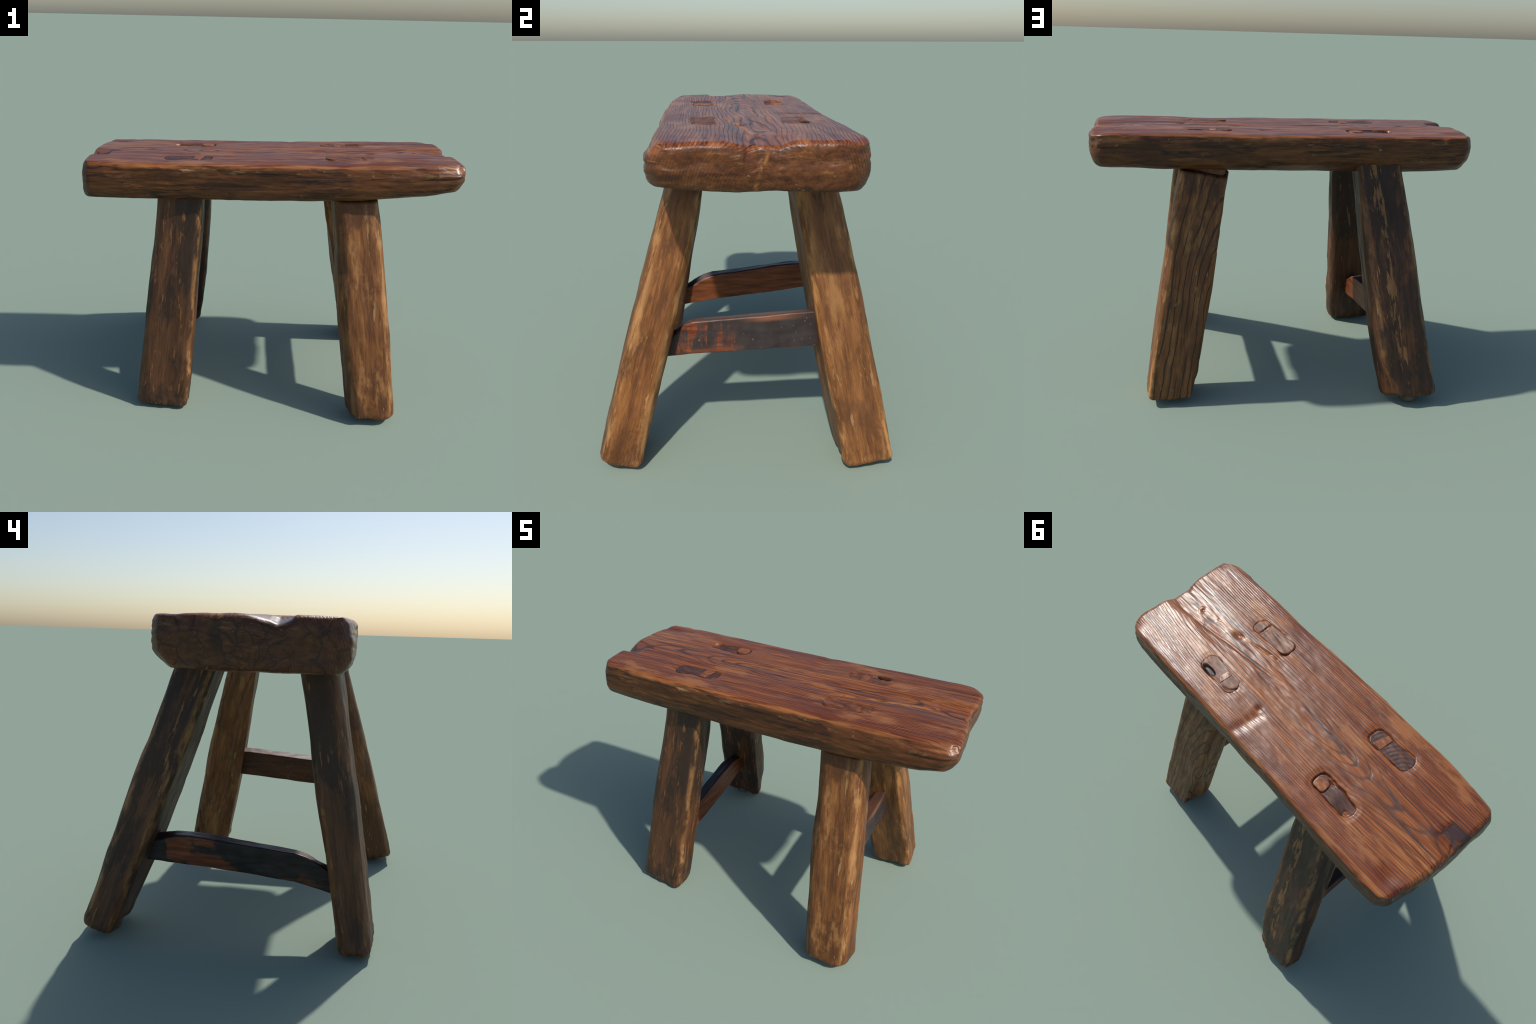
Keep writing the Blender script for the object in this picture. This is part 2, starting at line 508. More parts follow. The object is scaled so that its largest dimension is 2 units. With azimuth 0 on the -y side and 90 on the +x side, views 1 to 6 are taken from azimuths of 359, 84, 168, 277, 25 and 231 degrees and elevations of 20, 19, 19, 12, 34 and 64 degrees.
def build_leg(nm):
    L = LEGS[nm]
    order = ["oo", "io", "ii", "oi"]
    pos = arris(L["oo"], 0.5), arris(L["io"], 0.5), arris(L["ii"], 0.5)
    ccw = np.cross(pos[1] - pos[0], pos[2] - pos[0])[2] > 0
    idx = [0, 1, 2, 3] if ccw else [0, 3, 2, 1]
    order = [order[k] for k in idx]
    radii = [L["radii"][k] for k in idx]
    seed = ord(nm)
    # rows: dense at the foot's rounded edge
    t = np.concatenate([np.linspace(0, 0.03, 14)[:-1], np.linspace(0.03, 1, 250)])
    rings = []
    for s in t:
        c = np.array([arris(L[k], L["base"][k] + s * (L["head"][k] - L["base"][k])) for k in order])
        mid = c.mean(0)
        height = s * 1.15
        q = max(0.0, 1 - height / 0.028)
        qt = max(0.0, 1 - (1 - s) * 1.15 / 0.012)
        inset = 0.016 * (1 - math.sqrt(max(0, 1 - q * q))) + 0.006 * (1 - math.sqrt(max(0, 1 - qt * qt)))
        c = np.array([p + (mid - p) / np.linalg.norm(mid - p) * inset * 1.4 for p in c])
        rr = [x * (1 + 0.35 * math.sin(5 * height + 2.1 * i + seed)) for i, x in enumerate(radii)]
        rings.append(rounded_section(c, rr, 22, 11))
    v, faces = tube(rings, 14, 6)
    n = normals_of(v, faces)
    M = leg_frame(nm)
    lp = to_local(v, M)
    swell = 0.004 * np.sin(np.clip(lp[:, 2] / 1.1, 0, 1) * math.pi) * (np.minimum(np.abs(n @ np.array(M)[:3, 0]), 1) ** 8 + np.abs(n @ np.array(M)[:3, 1]) ** 8)
    h = 0.0005 + swell + 0.0050 * fbm(lp, (9, 9, 3.2), seed, 3) + 0.0012 * fbm(lp, (30, 30, 6), seed + 7, 3)
    h += 0.0007 * fbm(lp, (90, 90, 7), seed + 13, 2)
    foot = sstep(0.10, 0.0, lp[:, 2])
    h += foot * 0.004 * fbm(lp, (22, 22, 22), seed + 5, 2)
    gz = lp[:, 2]
    if nm == "A":
        # long splintered strip torn off the inner front arris, knobbly lower down
        c = to_local(np.array([arris(L["io"], zz) for zz in (0.1, 0.5)]), M)
        d = np.hypot(lp[:, 0] - np.interp(gz, c[:, 2], c[:, 0]), lp[:, 1] - np.interp(gz, c[:, 2], c[:, 1]))
        h -= 0.010 * sstep(0.05, 0.01, d) * sstep(0.55, 0.40, gz) * sstep(0.10, 0.20, gz) * (0.7 + fbm(lp, (20, 20, 14), 5, 2))
        h += 0.006 * sstep(0.04, 0.0, d) * gauss(gz - 0.15, 0.03)
    if nm in "AD":
        h -= 0.0012 * sstep(0.25, 0.55, fbm(lp, (45, 45, 6), seed + 23, 3))
    if nm == "C":
        # drying check down the back face and a rotten, split inner face
        inner = sstep(-0.09, -0.115, lp[:, 0])
        h -= 0.007 * sstep(0.16, 0.0, np.abs(fbm(lp, (14, 14, 3.2), 77, 2))) * inner
        h -= 0.006 * sstep(0.010, 0.0, np.abs(lp[:, 0] + 0.075 + 0.012 * np.sin(gz * 9))) * sstep(0.72, 0.85, gz) * sstep(0.05, 0.07, lp[:, 1])
        h -= 0.020 * inner * sstep(0.13, 0.02, gz) * sstep(0.0, 0.08, lp[:, 1])
    if nm == "D":
        c = to_local(np.array([arris(L["io"], zz) for zz in (0.05, 0.5)]), M)
        d = np.hypot(lp[:, 0] - np.interp(gz, c[:, 2], c[:, 0]), lp[:, 1] - np.interp(gz, c[:, 2], c[:, 1]))
        h -= 0.027 * sstep(0.10, 0.0, d) * sstep(0.24, 0.02, gz)
    v = v + n * h[:, None]
    return make_mesh("leg", to_local(v, M), faces), M


def stadium_ring(mo, z, m, shrink=0.0, shift=(0, 0)):
    a, b = mo["a"] - shrink, mo["b"] - shrink
    r = b * 0.75
    pts = rounded_section(np.array([(a, b, 0), (-a, b, 0), (-a, -b, 0), (a, -b, 0)], float), [r] * 4, m // 4 - 9, 9)
    ct, st = math.cos(mo["turn"]), math.sin(mo["turn"])
    x = ct * pts[:, 0] - st * pts[:, 1] + mo["c"][0] + shift[0]
    y = st * pts[:, 0] + ct * pts[:, 1] + mo["c"][1] + shift[1]
    return np.stack([x, y, np.full(len(x), z)], 1)


def build_tenon(nm):
    """the leg's tongue that passes through the plank and shows on top"""
    mo = MORTISES[nm]
    L = LEGS[nm]
    top = {"A": TOP - 0.0055, "D": TOP - 0.010, "B": 1.3640, "C": 1.3643}[nm]
    low = 1.12
    base = np.mean([arris(L[k], low) for k in ("oo", "io", "ii", "oi")], 0)
    rings = []
    for z in np.concatenate([np.linspace(low, top - 0.012, 24), top - np.array([0.008, 0.005, 0.0025, 0.001, 0.0])]):
        f = (z - low) / (top - low)
        edge = max(0.0, 1 - (top - z) / 0.008)
        sh = 0.0020 + (0.004 if nm in "AD" else 0.002) * (1 - math.sqrt(max(0, 1 - edge * edge)))
        rings.append(stadium_ring(mo, z, 96, sh + 0.030 * (1 - sstep(0.0, 0.6, f)) * (0.4 if nm in "AD" else 0.6), ((base[0] - mo["c"][0]) * (1 - f), (base[1] - mo["c"][1]) * (1 - f))))
    v, faces = tube(rings, 4, 22)
    n = normals_of(v, faces)
    up = sstep(top - 0.02, top - 0.004, v[:, 2])
    h = up * (0.0012 * fbm(v, (10, 30, 5), ord(nm), 2) + 0.0004 * fbm(v, (20, 110, 5), ord(nm) + 3, 2))
    x, y = v[:, 0], v[:, 1]
    if nm == "C":
        h -= up * 0.013 * sstep(1.0, 0.6, np.hypot((x - 0.472) / 0.052, (y - 0.150) / 0.020))
        h -= up * 0.006 * gauss(np.abs(np.hypot(x - 0.335, y - 0.110) - 0.045), 0.005) * sstep(0.36, 0.32, x)
    if nm == "B":
        h -= up * 0.006 * gauss(x - 0.478, 0.006)
        h += up * 0.003 * sstep(0.36, 0.31, x)
    if nm == "D":
        h -= up * 0.006 * sstep(-0.44, -0.54, x)
        h -= up * 0.010 * gauss(np.hypot((x + 0.545), (y - 0.155)), 0.014)
        h -= up * 0.008 * gauss(np.hypot((x + 0.395), (y - 0.10)), 0.014)
    if nm == "A":
        ph = np.hypot(x + 0.62, y + 0.15) / 0.022
        h -= up * 0.0008 * sstep(0.25, 0.0, np.abs(ph - np.round(ph)))
    v = v + n * h[:, None]
    return make_mesh("tenon", v, faces)


def build_wedge(quad, z0, z1, radius, seed):
    c = np.array([(x, y, 0.0) for x, y in quad])
    a = np.cross(c[1] - c[0], c[2] - c[0])[2]
    if a < 0:
        c = c[::-1]
    mid = c.mean(0)
    rings = []
    for z, ins in [(z0, 0)] + [(z1 - 0.006 + 0.0012 * k, 0.004 * (1 - math.sqrt(1 - (k / 5) ** 2))) for k in range(6)]:
        cc = np.array([p + (mid - p) / np.linalg.norm(mid - p) * ins for p in c])
        r = rounded_section(cc, [radius] * 4, 10, 8)
        r[:, 2] = z
        rings.append(r)
    v, faces = tube(rings, 2, 12)
    up = sstep(z1 - 0.01, z1 - 0.002, v[:, 2])
    v[:, 2] += up * 0.0010 * fbm(v, (24, 50, 1), seed, 2)
    return make_mesh("wedge", v, faces)


def build_glide(c, r, z1, squash=1.0):
    """worn disc pad under the foot, domed on the ground side"""
    rings = []
    a = np.linspace(0, 2 * math.pi, 48, endpoint=False)
    for f, z in ((0.70, 0.0), (0.86, 0.0025), (0.95, 0.007), (1.0, 0.014), (1.0, z1)):
        rr = r * f * (1 + 0.05 * np.sin(2 * a + r * 90) + 0.03 * np.sin(5 * a))
        rings.append(np.stack([c[0] + rr * np.cos(a), c[1] + rr * np.sin(a) * squash, np.full(len(a), z)], 1))
    v, faces = tube(rings, 6, 4)
    return make_mesh("foot_pad", v, faces)


# ------------------------------------------------------------------ stretchers
def build_stretcher(kind):
    if kind == "right":
        ks = [-0.46, -0.395, -0.36, -0.33, -0.30, -0.2, 0, 0.15, 0.21, 0.28]
        xo = np.interp(np.linspace(0, 1, 10), [0, 1], [0.540, 0.565])
        zt = [0.50, 0.522, 0.549, 0.582, 0.594, 0.602, 0.616, 0.630, 0.632, 0.633]
        zti = [0.495, 0.512, 0.535, 0.560, 0.574, 0.582, 0.597, 0.610, 0.612, 0.613]
        zb = [0.444, 0.446, 0.449, 0.452, 0.456, 0.462, 0.471, 0.479, 0.481, 0.483]
        zbi = [0.440, 0.440, 0.441, 0.443, 0.444, 0.448, 0.462, 0.475, 0.477, 0.478]
        thick, knots, lean = 0.070, ks, 0.012
        tilt = lambda y: np.interp(y, [-0.4, 0.25], [0.548, 0.580])
    else:
        ks = [-0.44, -0.36, -0.32, -0.285, -0.25, -0.2, 0.0, 0.12, 0.26, 0.32, 0.38, 0.44, 0.52]
        zt = [0.308, 0.320, 0.336, 0.353, 0.374, 0.390, 0.418, 0.432, 0.444, 0.445, 0.436, 0.420, 0.408]
        zti = [0.306, 0.316, 0.341, 0.362, 0.380, 0.396, 0.414, 0.426, 0.440, 0.434, 0.418, 0.408, 0.401]
        zb = [0.213, 0.220, 0.227, 0.232, 0.237, 0.244, 0.264, 0.276, 0.293, 0.300, 0.308, 0.314, 0.320]
        zbi = [0.215, 0.228, 0.240, 0.248, 0.256, 0.268, 0.292, 0.303, 0.312, 0.318, 0.322, 0.324, 0.326]
        thick, knots, lean = 0.070, ks, 0.0
        tilt = lambda y: np.interp(y, [-0.4, 0.45], [-0.518, -0.526])
    rings = []
    for y in np.linspace(ks[0], ks[-1], 240):
        xo = tilt(y)
        g = lambda a: float(np.interp(y, ks, a))
        c = np.array([(xo + lean, y, g(zb)), (xo, y, g(zt)), (xo - thick, y, g(zti)), (xo - thick, y, g(zbi))])
        rings.append(rounded_section(c, [0.006, 0.012, 0.008, 0.006], 18, 7)[::-1])
    v, faces = tube(rings, 4, 4)
    n = normals_of(v, faces)
    h = 0.0026 * fbm(v, (10, 6, 14), 5 if kind == "right" else 6, 3) + 0.0010 * fbm(v, (50, 14, 60), 8, 2)
    v = v + n * h[:, None]
    return make_mesh("stretcher", v, faces)


# ------------------------------------------------------------------ materials
def seat_material():
    N = Nodes("plank_wood")
    ph, ang, rad = ring_nodes(N)
    fr = N.m("FRACT", N.add(ph, N.mul(N.sub(N.noise((0.8, 5, 5), (4, 4, 4), 3, 0.5), 0.5), 1.6)))
    tri = N.m("ABSOLUTE", N.sub(fr, 0.5))                       # 0.5 at the ring line
    line = N.step(0.33, 0.47, tri)
    patch = N.noise((2.2, 9.0, 6.0), (3, 1, 0), 6, 0.62)
    fib = N.noise((3.2, 110, 70), (0, 0, 0), 5, 0.62)
    fine = N.noise((10, 320, 220), (4, 0, 0), 3, 0.6)
    long = N.noise((1.6, 24, 30), (2, 5, 1), 5, 0.6, 0.4)
    # --- top: red-brown varnish over lighter wood
    f = N.add(N.mul(fib, 0.60), N.mul(long, 0.40))
    topc = N.ramp(f, [(0.32, (0.042, 0.009, 0.004)), (0.44, (0.150, 0.035, 0.008)), (0.56, (0.285, 0.080, 0.015)), (0.69, (0.50, 0.180, 0.034))])
    topc = N.mix(N.mul(N.mul(line, N.step(0.26, 0.50, patch)), 0.88), topc, (0.036, 0.012, 0.008))
    topc = N.mix(N.mul(N.step(0.52, 0.66, N.noise((2.6, 6.5, 4), (9, 2, 0), 6, 0.65)), 0.45), topc, (0.080, 0.017, 0.010))      # purple-brown dark patches
    topc = N.mix(N.mul(N.step(0.54, 0.68, N.noise((3.0, 9, 4), (1, 7, 3), 5, 0.65)), 0.55), topc, (0.42, 0.165, 0.050))         # rubbed lighter
    warm = N.mul(N.bump_at(N.y, 0.02, 0.24), N.step(0.40, 0.60, N.noise((1.6, 7, 4), (6, 1, 1), 5, 0.6)))
    topc = N.mix(N.mul(warm, 0.16), topc, (0.44, 0.150, 0.028))
    rim = N.mul(N.mx(N.step(-0.30, -0.39, N.y), N.step(0.19, 0.28, N.y)), N.step(0.40, 0.58, N.noise((2.4, 8, 4), (2, 6, 6), 5, 0.62)))
    topc = N.mix(N.mul(rim, 0.45), topc, (0.115, 0.020, 0.010))
    # dark grimy band in the middle
    mid = N.mul(N.bump_at(N.add(N.y, N.mul(N.x, 0.05)), -0.055, 0.10), N.step(0.42, 0.60, N.noise((2.2, 26, 6), (5, 5, 5), 5, 0.62)))
    topc = N.mix(N.mul(mid, 0.50), topc, (0.030, 0.018, 0.017))
    # orange split
    o1 = N.bump_at(N.sub(N.y, N.m("MULTIPLY_ADD", N.x, 0.165, -0.194)), N.mul(N.sub(N.noise((16, 3, 3), (0, 0, 0), 3), 0.5), 0.06), 0.016)
    osp = N.mul(N.mul(o1, N.mul(N.step(0.27, 0.34, N.x), N.step(0.86, 0.74, N.x))), N.step(0.35, 0.55, N.noise((14, 40, 10), (2, 2, 2), 4)))
    topc = N.mix(N.mul(osp, 0.9), topc, (0.46, 0.17, 0.030))
    # light raised grain near the left end
    le = N.mul(N.mul(N.step(-0.70, -0.90, N.x), N.bump_at(N.y, 0.05, 0.14)), N.step(0.45, 0.6, N.noise((4, 70, 30), (8, 0, 0), 4)))
    topc = N.mix(N.mul(le, 0.75), topc, (0.52, 0.22, 0.065))
    # dark smear in the notch
    nt = N.mul(N.step(-0.875, -0.90, N.x), N.mul(N.step(-0.195, -0.18, N.y), N.step(-0.095, -0.115, N.y)))
    topc = N.mix(N.mul(nt, 0.8), topc, (0.060, 0.045, 0.046))
    # --- sides: browner, long dark lines and pale worn scuffs
    s = N.add(N.mul(N.noise((3.2, 20, 30), (0, 3, 3), 6, 0.62, 0.5), 0.6), N.mul(N.noise((9, 60, 90), (1, 1, 1), 4), 0.4))
    sidec = N.ramp(s, [(0.30, (0.034, 0.014, 0.007)), (0.45, (0.094, 0.032, 0.010)), (0.58, (0.158, 0.055, 0.016)), (0.75, (0.27, 0.110, 0.035))])
    sl = N.step(0.034, 0.0, N.m("ABSOLUTE", N.sub(N.noise((1.5, 4, 20), (7, 0, 2), 5, 0.55, 0.8), 0.5)))
    sidec = N.mix(N.mul(sl, N.mul(N.step(0.38, 0.52, N.noise((3, 3, 12), (4, 4, 4), 3)), 0.95)), sidec, (0.018, 0.011, 0.008))
    stain = N.step(0.52, 0.62, N.noise((3.4, 6, 9), (11, 0, 4), 7, 0.68))
    sidec = N.mix(N.mul(stain, 0.55), sidec, (0.048, 0.018, 0.009))
    pale = N.step(0.58, 0.70, N.noise((5, 9, 26), (2, 9, 4), 6, 0.66))
    sidec = N.mix(N.mul(pale, 0.42), sidec, (0.30, 0.125, 0.045))
    # ends: end grain with ring lines and radial checks
    geo = N.t.nodes.new("ShaderNodeNewGeometry")
    nrm = N.t.nodes.new("ShaderNodeSeparateXYZ")
    N.link(geo.outputs["True Normal"], nrm.inputs[0])
    isend = N.step(0.45, 0.75, N.m("ABSOLUTE", nrm.outputs[0]))
    radial = N.vec(N.mul(ang, 3.2), N.mul(rad, 4.0), N.m("SIGN", N.x))
    cell = N.vec(N.mul(ang, 2.6), N.add(N.mul(rad, 15.0), N.mul(N.noise((6, 22, 22), (0, 0, 0), 4), 1.3)), N.m("SIGN", N.x))
    chk = N.mul(N.mul(N.step(0.085, 0.015, N.cells((1, 1, 4), v=cell)), N.step(0.36, 0.50, N.noise((3, 8, 8), (0, 5, 5), 3))), N.step(-0.5, 0.5, N.x, 1.0, 0.3))
    endc = N.ramp(N.add(N.mul(N.noise((3, 9, 34), (6, 2, 9), 8, 0.72, 0.5), 0.6), N.mul(N.noise((3, 40, 50), (1, 2, 9), 5, 0.65), 0.4)), [(0.33, (0.036, 0.014, 0.008)), (0.46, (0.100, 0.034, 0.013)), (0.57, (0.170, 0.062, 0.021)), (0.70, (0.33, 0.150, 0.054))])
    endc = N.mix(N.mul(N.mul(line, N.step(0.44, 0.60, N.noise((3, 7, 9), (2, 0, 0), 3))), 0.6), endc, (0.030, 0.015, 0.009))
    # orange split down the right-hand end
    cy = N.m("MULTIPLY_ADD", N.sub(N.z, 1.2), 0.33, -0.085)
    split = N.mul(N.bump_at(N.sub(N.y, cy), N.mul(N.sub(N.noise((1, 1, 30), (0, 0, 0), 3), 0.5), 0.05), 0.010), N.step(0.9, 0.95, N.x))
    endc = N.mix(N.mul(N.step(-0.9, -0.96, N.x), 0.35), endc, (0.050, 0.020, 0.011))  # left end darkened in colour to match the shade it lies in
    endc = N.mix(N.mul(chk, 0.60), endc, (0.016, 0.010, 0.008))
    endc = N.mix(N.mul(N.mul(split, N.step(0.35, 0.5, N.noise((40, 40, 30), (0, 3, 0), 3))), 0.7), endc, (0.38, 0.16, 0.045))
    sidec = N.mix(isend, sidec, endc)
    # pale chips on the worn arrises
    zedge = N.bump_at(N.z, 1.325, 0.030)
    chip = N.mul(zedge, N.step(0.55, 0.70, N.noise((9, 9, 45), (3, 8, 0), 5, 0.65)))
    sidec = N.mix(N.mul(chip, 0.75), sidec, (0.40, 0.24, 0.115))
    spots = N.step(0.66, 0.74, N.noise((26, 26, 40), (0, 6, 0), 4, 0.6))
    sidec = N.mix(N.mul(spots, 0.6), sidec, (0.36, 0.23, 0.12))
    # --- join top and sides on a wavering edge
    wav = N.mul(N.sub(N.noise((9, 9, 9), (0, 0, 0), 3), 0.5), 0.02)
    frontness = N.mn(N.step(-0.425, -0.392, N.y), N.step(0.322, 0.292, N.y))
    istop = N.mul(N.step(1.322, 1.338, N.add(N.z, wav)), N.step(0.35, 0.7, nrm.outputs[2]))
    # bright orange rub line along the long top edges
    rub = N.mul(N.mx(N.bump_at(N.y, -0.398, 0.022), N.bump_at(N.y, 0.298, 0.022)), N.mul(N.step(1.315, 1.335, N.z), N.step(0.38, 0.62, N.noise((5, 40, 30), (0, 9, 9), 4))))
    topc = N.mix(N.mul(rub, 0.7), topc, (0.44, 0.17, 0.048))
    istop = N.mx(istop, N.mul(rub, 0.7))
    col = N.mix(istop, sidec, topc)
    # relief and gloss
    ht = N.add(N.mul(fib, 0.5), N.add(N.mul(fine, 0.35), N.mul(N.mul(N.mul(line, istop), N.step(0.30, 0.55, patch)), -0.34)))
    rough = N.add(N.m("MULTIPLY_ADD", N.noise((8, 40, 30), (0, 0, 7), 4), 0.16, 0.26), N.mul(line, 0.10))
    N.put(N.mul(istop, 0.08), N.bsdf.inputs["Coat Weight"])
    N.put(N.m("MULTIPLY_ADD", istop, 0.18, 0.30), N.bsdf.inputs["Specular IOR Level"])
    return N.finish(col, rough, ht, 0.26, 0.004, None, None)


def leg_material(name, ramp, stain, fleck, seed, rings=0.0, stain_cov=0.52, fleck_cov=0.60, upper_dark=0.0, shape=None, fleck_shape=None, patch=None, worn=(), worn_color=(0.42, 0.20, 0.065)):
    """local frame: z runs up the leg, x and y across it"""
    N = Nodes(name)
    s = float(seed)
    f = N.add(N.mul(N.noise((24, 24, 2.6), (s, 0, 0), 8, 0.70, 0.3), 0.62), N.mul(N.noise((150, 150, 9), (0, s, 0), 5, 0.65), 0.38))
    col = N.ramp(f, ramp)
    blot = N.noise((7, 7, 4.6), (s, s, 1), 8, 0.70, 0.3)
    if patch:
        col = N.mix(N.mul(N.step(0.51, 0.62, blot), 0.72), col, patch[0])
        col = N.mix(N.mul(N.step(0.52, 0.64, N.noise((13, 13, 3.4), (3, s, 8), 8, 0.70)), 0.62), col, patch[1])
    if rings:
        # flat-sawn growth lines: distorted, widely spaced
        ex = N.add(N.x, 0.125)
        ez = N.mul(N.mx(N.sub(N.z, 0.42), 0.0), 0.20)
        d = N.add(N.mul(N.m("SQRT", N.add(N.mul(ex, ex), N.mul(ez, ez))), 31.0), N.add(N.mul(N.y, 9.0), N.mul(N.noise((3, 3, 1.6), (s, 2, 0), 3), rings)))
        ln = N.step(0.35, 0.47, N.m("ABSOLUTE", N.sub(N.m("FRACT", d), 0.5)))
        ln = N.mul(N.mul(ln, N.step(0.112, 0.095, N.x)), N.mul(N.step(0.02, 0.06, N.y), N.step(-0.125, -0.105, N.x)))
        col = N.mix(N.mul(ln, N.mul(N.step(0.30, 0.46, N.noise((14, 14, 3), (7, 7, s), 4)), 0.85)), col, (0.026, 0.012, 0.006))
    st = N.noise((13, 13, 3.0), (2, s, 5), 9, 0.74, 0.25)
    if shape:
        st = N.add(st, shape(N))
    stm = N.step(stain_cov - 0.05, stain_cov + 0.05, st)
    col = N.mix(N.mul(stm, 0.78), col, stain)
    fl = N.noise((58, 58, 10), (s, 4, s), 4, 0.62)
    if fleck_shape:
        fl = N.add(fl, fleck_shape(N))
    fm = N.step(fleck_cov - 0.015, fleck_cov + 0.04, N.add(fl, N.mul(N.sub(N.noise((11, 11, 1.5), (9, s, 2), 2), 0.5), 0.5)))
    col = N.mix(N.mul(fm, 0.75), col, fleck)
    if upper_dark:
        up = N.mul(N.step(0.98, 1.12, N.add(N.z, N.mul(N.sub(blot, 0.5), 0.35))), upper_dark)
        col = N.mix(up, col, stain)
    # arrises rubbed pale: distance to the leg's own edge lines
    for (x0, y0, z0), (x1, y1, z1), amount in worn:
        gx, gy = (x1 - x0) / (z1 - z0), (y1 - y0) / (z1 - z0)
        dx = N.sub(N.x, N.m("MULTIPLY_ADD", N.z, gx, x0 - gx * z0))
        dy = N.sub(N.y, N.m("MULTIPLY_ADD", N.z, gy, y0 - gy * z0))
        dist = N.m("SQRT", N.add(N.mul(dx, dx), N.mul(dy, dy)))
        wm = N.mul(N.step(0.034, 0.010, dist), N.step(0.44, 0.62, N.noise((30, 30, 7), (s, 1, 9), 6, 0.66)))
        col = N.mix(N.mul(wm, amount), col, worn_color)
    ht = N.add(N.noise((110, 110, 8), (1, s, 1), 4, 0.6), N.mul(fm, -0.4))
    rough = N.m("MULTIPLY_ADD", N.noise((20, 20, 6), (s, 3, 3), 4), 0.25, 0.38)
    return N.finish(col, rough, ht, 0.45, 0.0025, 0.35)


HONEY = [(0.32, (0.062, 0.022, 0.007)), (0.45, (0.150, 0.053, 0.015)), (0.56, (0.262, 0.100, 0.027)), (0.70, (0.42, 0.178, 0.052))]
OLIVE = [(0.32, (0.062, 0.024, 0.009)), (0.45, (0.145, 0.054, 0.017)), (0.56, (0.248, 0.098, 0.029)), (0.70, (0.39, 0.172, 0.054))]
DARK = [(0.30, (0.036, 0.016, 0.008)), (0.46, (0.085, 0.034, 0.014)), (0.60, (0.150, 0.060, 0.022)), (0.76, (0.24, 0.102, 0.036))]


def stretcher_material(kind):
    N = Nodes("stretcher_paint_" + kind)
    f = N.noise((30, 5, 60), (0, 1, 0), 5, 0.6, 0.2)
    if kind == "right":
        wood = N.ramp(f, [(0.3, (0.10, 0.020, 0.006)), (0.5, (0.28, 0.055, 0.012)), (0.7, (0.42, 0.115, 0.022))])
        paint = N.ramp(N.noise((14, 14, 14), (0, 0, 0), 5), [(0.3, (0.028, 0.020, 0.019)), (0.7, (0.052, 0.038, 0.036))])
        a = N.mul(N.mul(N.step(-0.385, -0.33, N.y), N.step(-0.08, -0.20, N.y)), 1.0)
        lowz = N.step(0.535, 0.480, N.sub(N.z, N.mul(N.y, 0.16)))
        bars = N.mul(N.step(0.42, 0.64, N.noise((3, 24, 6), (0, 2, 0), 4, 0.6)), N.step(0.62, 0.57, N.z))
        m = N.mul(a, N.mx(lowz, bars))
        m = N.mx(m, N.mul(N.step(0.478, 0.468, N.sub(N.z, N.mul(N.y, 0.055))), 0.8))
        # the face towards the middle of the stool was never painted
        inner = N.step(0.520, 0.505, N.sub(N.x, N.mul(N.y, 0.045)))
        brown = N.ramp(f, [(0.3, (0.055, 0.020, 0.007)), (0.55, (0.110, 0.041, 0.014)), (0.75, (0.17, 0.068, 0.024))])
        edge = N.mul(N.bump_at(N.y, 0.02, 0.16), N.step(0.583, 0.600, N.sub(N.z, N.mul(N.y, 0.055))))
        col = N.mix(N.mul(m, N.step(0.26, 0.56, N.noise((20, 26, 24), (4, 0, 0), 6, 0.65))), paint, wood)
        col = N.mix(N.mul(edge, 0.7), col, (0.30, 0.115, 0.055))
        col = N.mix(inner, col, brown)
        # rubbed upper face
        geo = N.t.nodes.new("ShaderNodeNewGeometry")
        nz = N.t.nodes.new("ShaderNodeSeparateXYZ")
        N.link(geo.outputs["True Normal"], nz.inputs[0])
        col = N.mix(N.mul(N.step(0.5, 0.8, nz.outputs[2]), 0.8), col, (0.115, 0.052, 0.036))
        col = N.mix(N.step(0.66, 0.72, N.noise((60, 60, 60), (0, 0, 0), 3)), col, (0.17, 0.12, 0.11))
    else:
        wood = N.ramp(f, [(0.3, (0.060, 0.016, 0.006)), (0.5, (0.150, 0.042, 0.014)), (0.7, (0.25, 0.078, 0.024))])
        paint = N.ramp(N.noise((14, 14, 14), (0, 0, 0), 5), [(0.3, (0.012, 0.009, 0.009)), (0.7, (0.030, 0.021, 0.020))])
        outer = N.step(-0.560, -0.590, N.x)
        blk = N.step(0.46, 0.56, N.add(N.noise((8, 6, 14), (3, 3, 3), 4), N.add(N.m("MULTIPLY_ADD", N.step(0.12, -0.06, N.y), 0.32, -0.05), N.mul(N.step(0.34, 0.38, N.y), 0.4))))
        col = N.mix(N.mul(blk, outer), wood, paint)
        geo = N.t.nodes.new("ShaderNodeNewGeometry")
        nz = N.t.nodes.new("ShaderNodeSeparateXYZ")
        N.link(geo.outputs["True Normal"], nz.inputs[0])
        col = N.mix(N.mul(N.step(0.45, 0.7, nz.outputs[2]), 0.9), col, (0.020, 0.016, 0.022))
        wornend = N.mul(N.bump_at(N.y, -0.245, 0.05), N.step(0.3, 0.6, nz.outputs[2]))
        col = N.mix(N.mul(wornend, 0.8), col, (0.19, 0.125, 0.105))
        lowred = N.mul(N.step(0.46, 0.6, N.noise((10, 10, 40), (6, 0, 0), 4)), N.bump_at(N.z, 0.27, 0.03))
        col = N.mix(N.mul(lowred, 0.5), col, (0.24, 0.075, 0.025))
    return N.finish(col, 0.42, N.noise((60, 25, 90), (0, 0, 0), 4), 0.3, 0.002, 0.35)


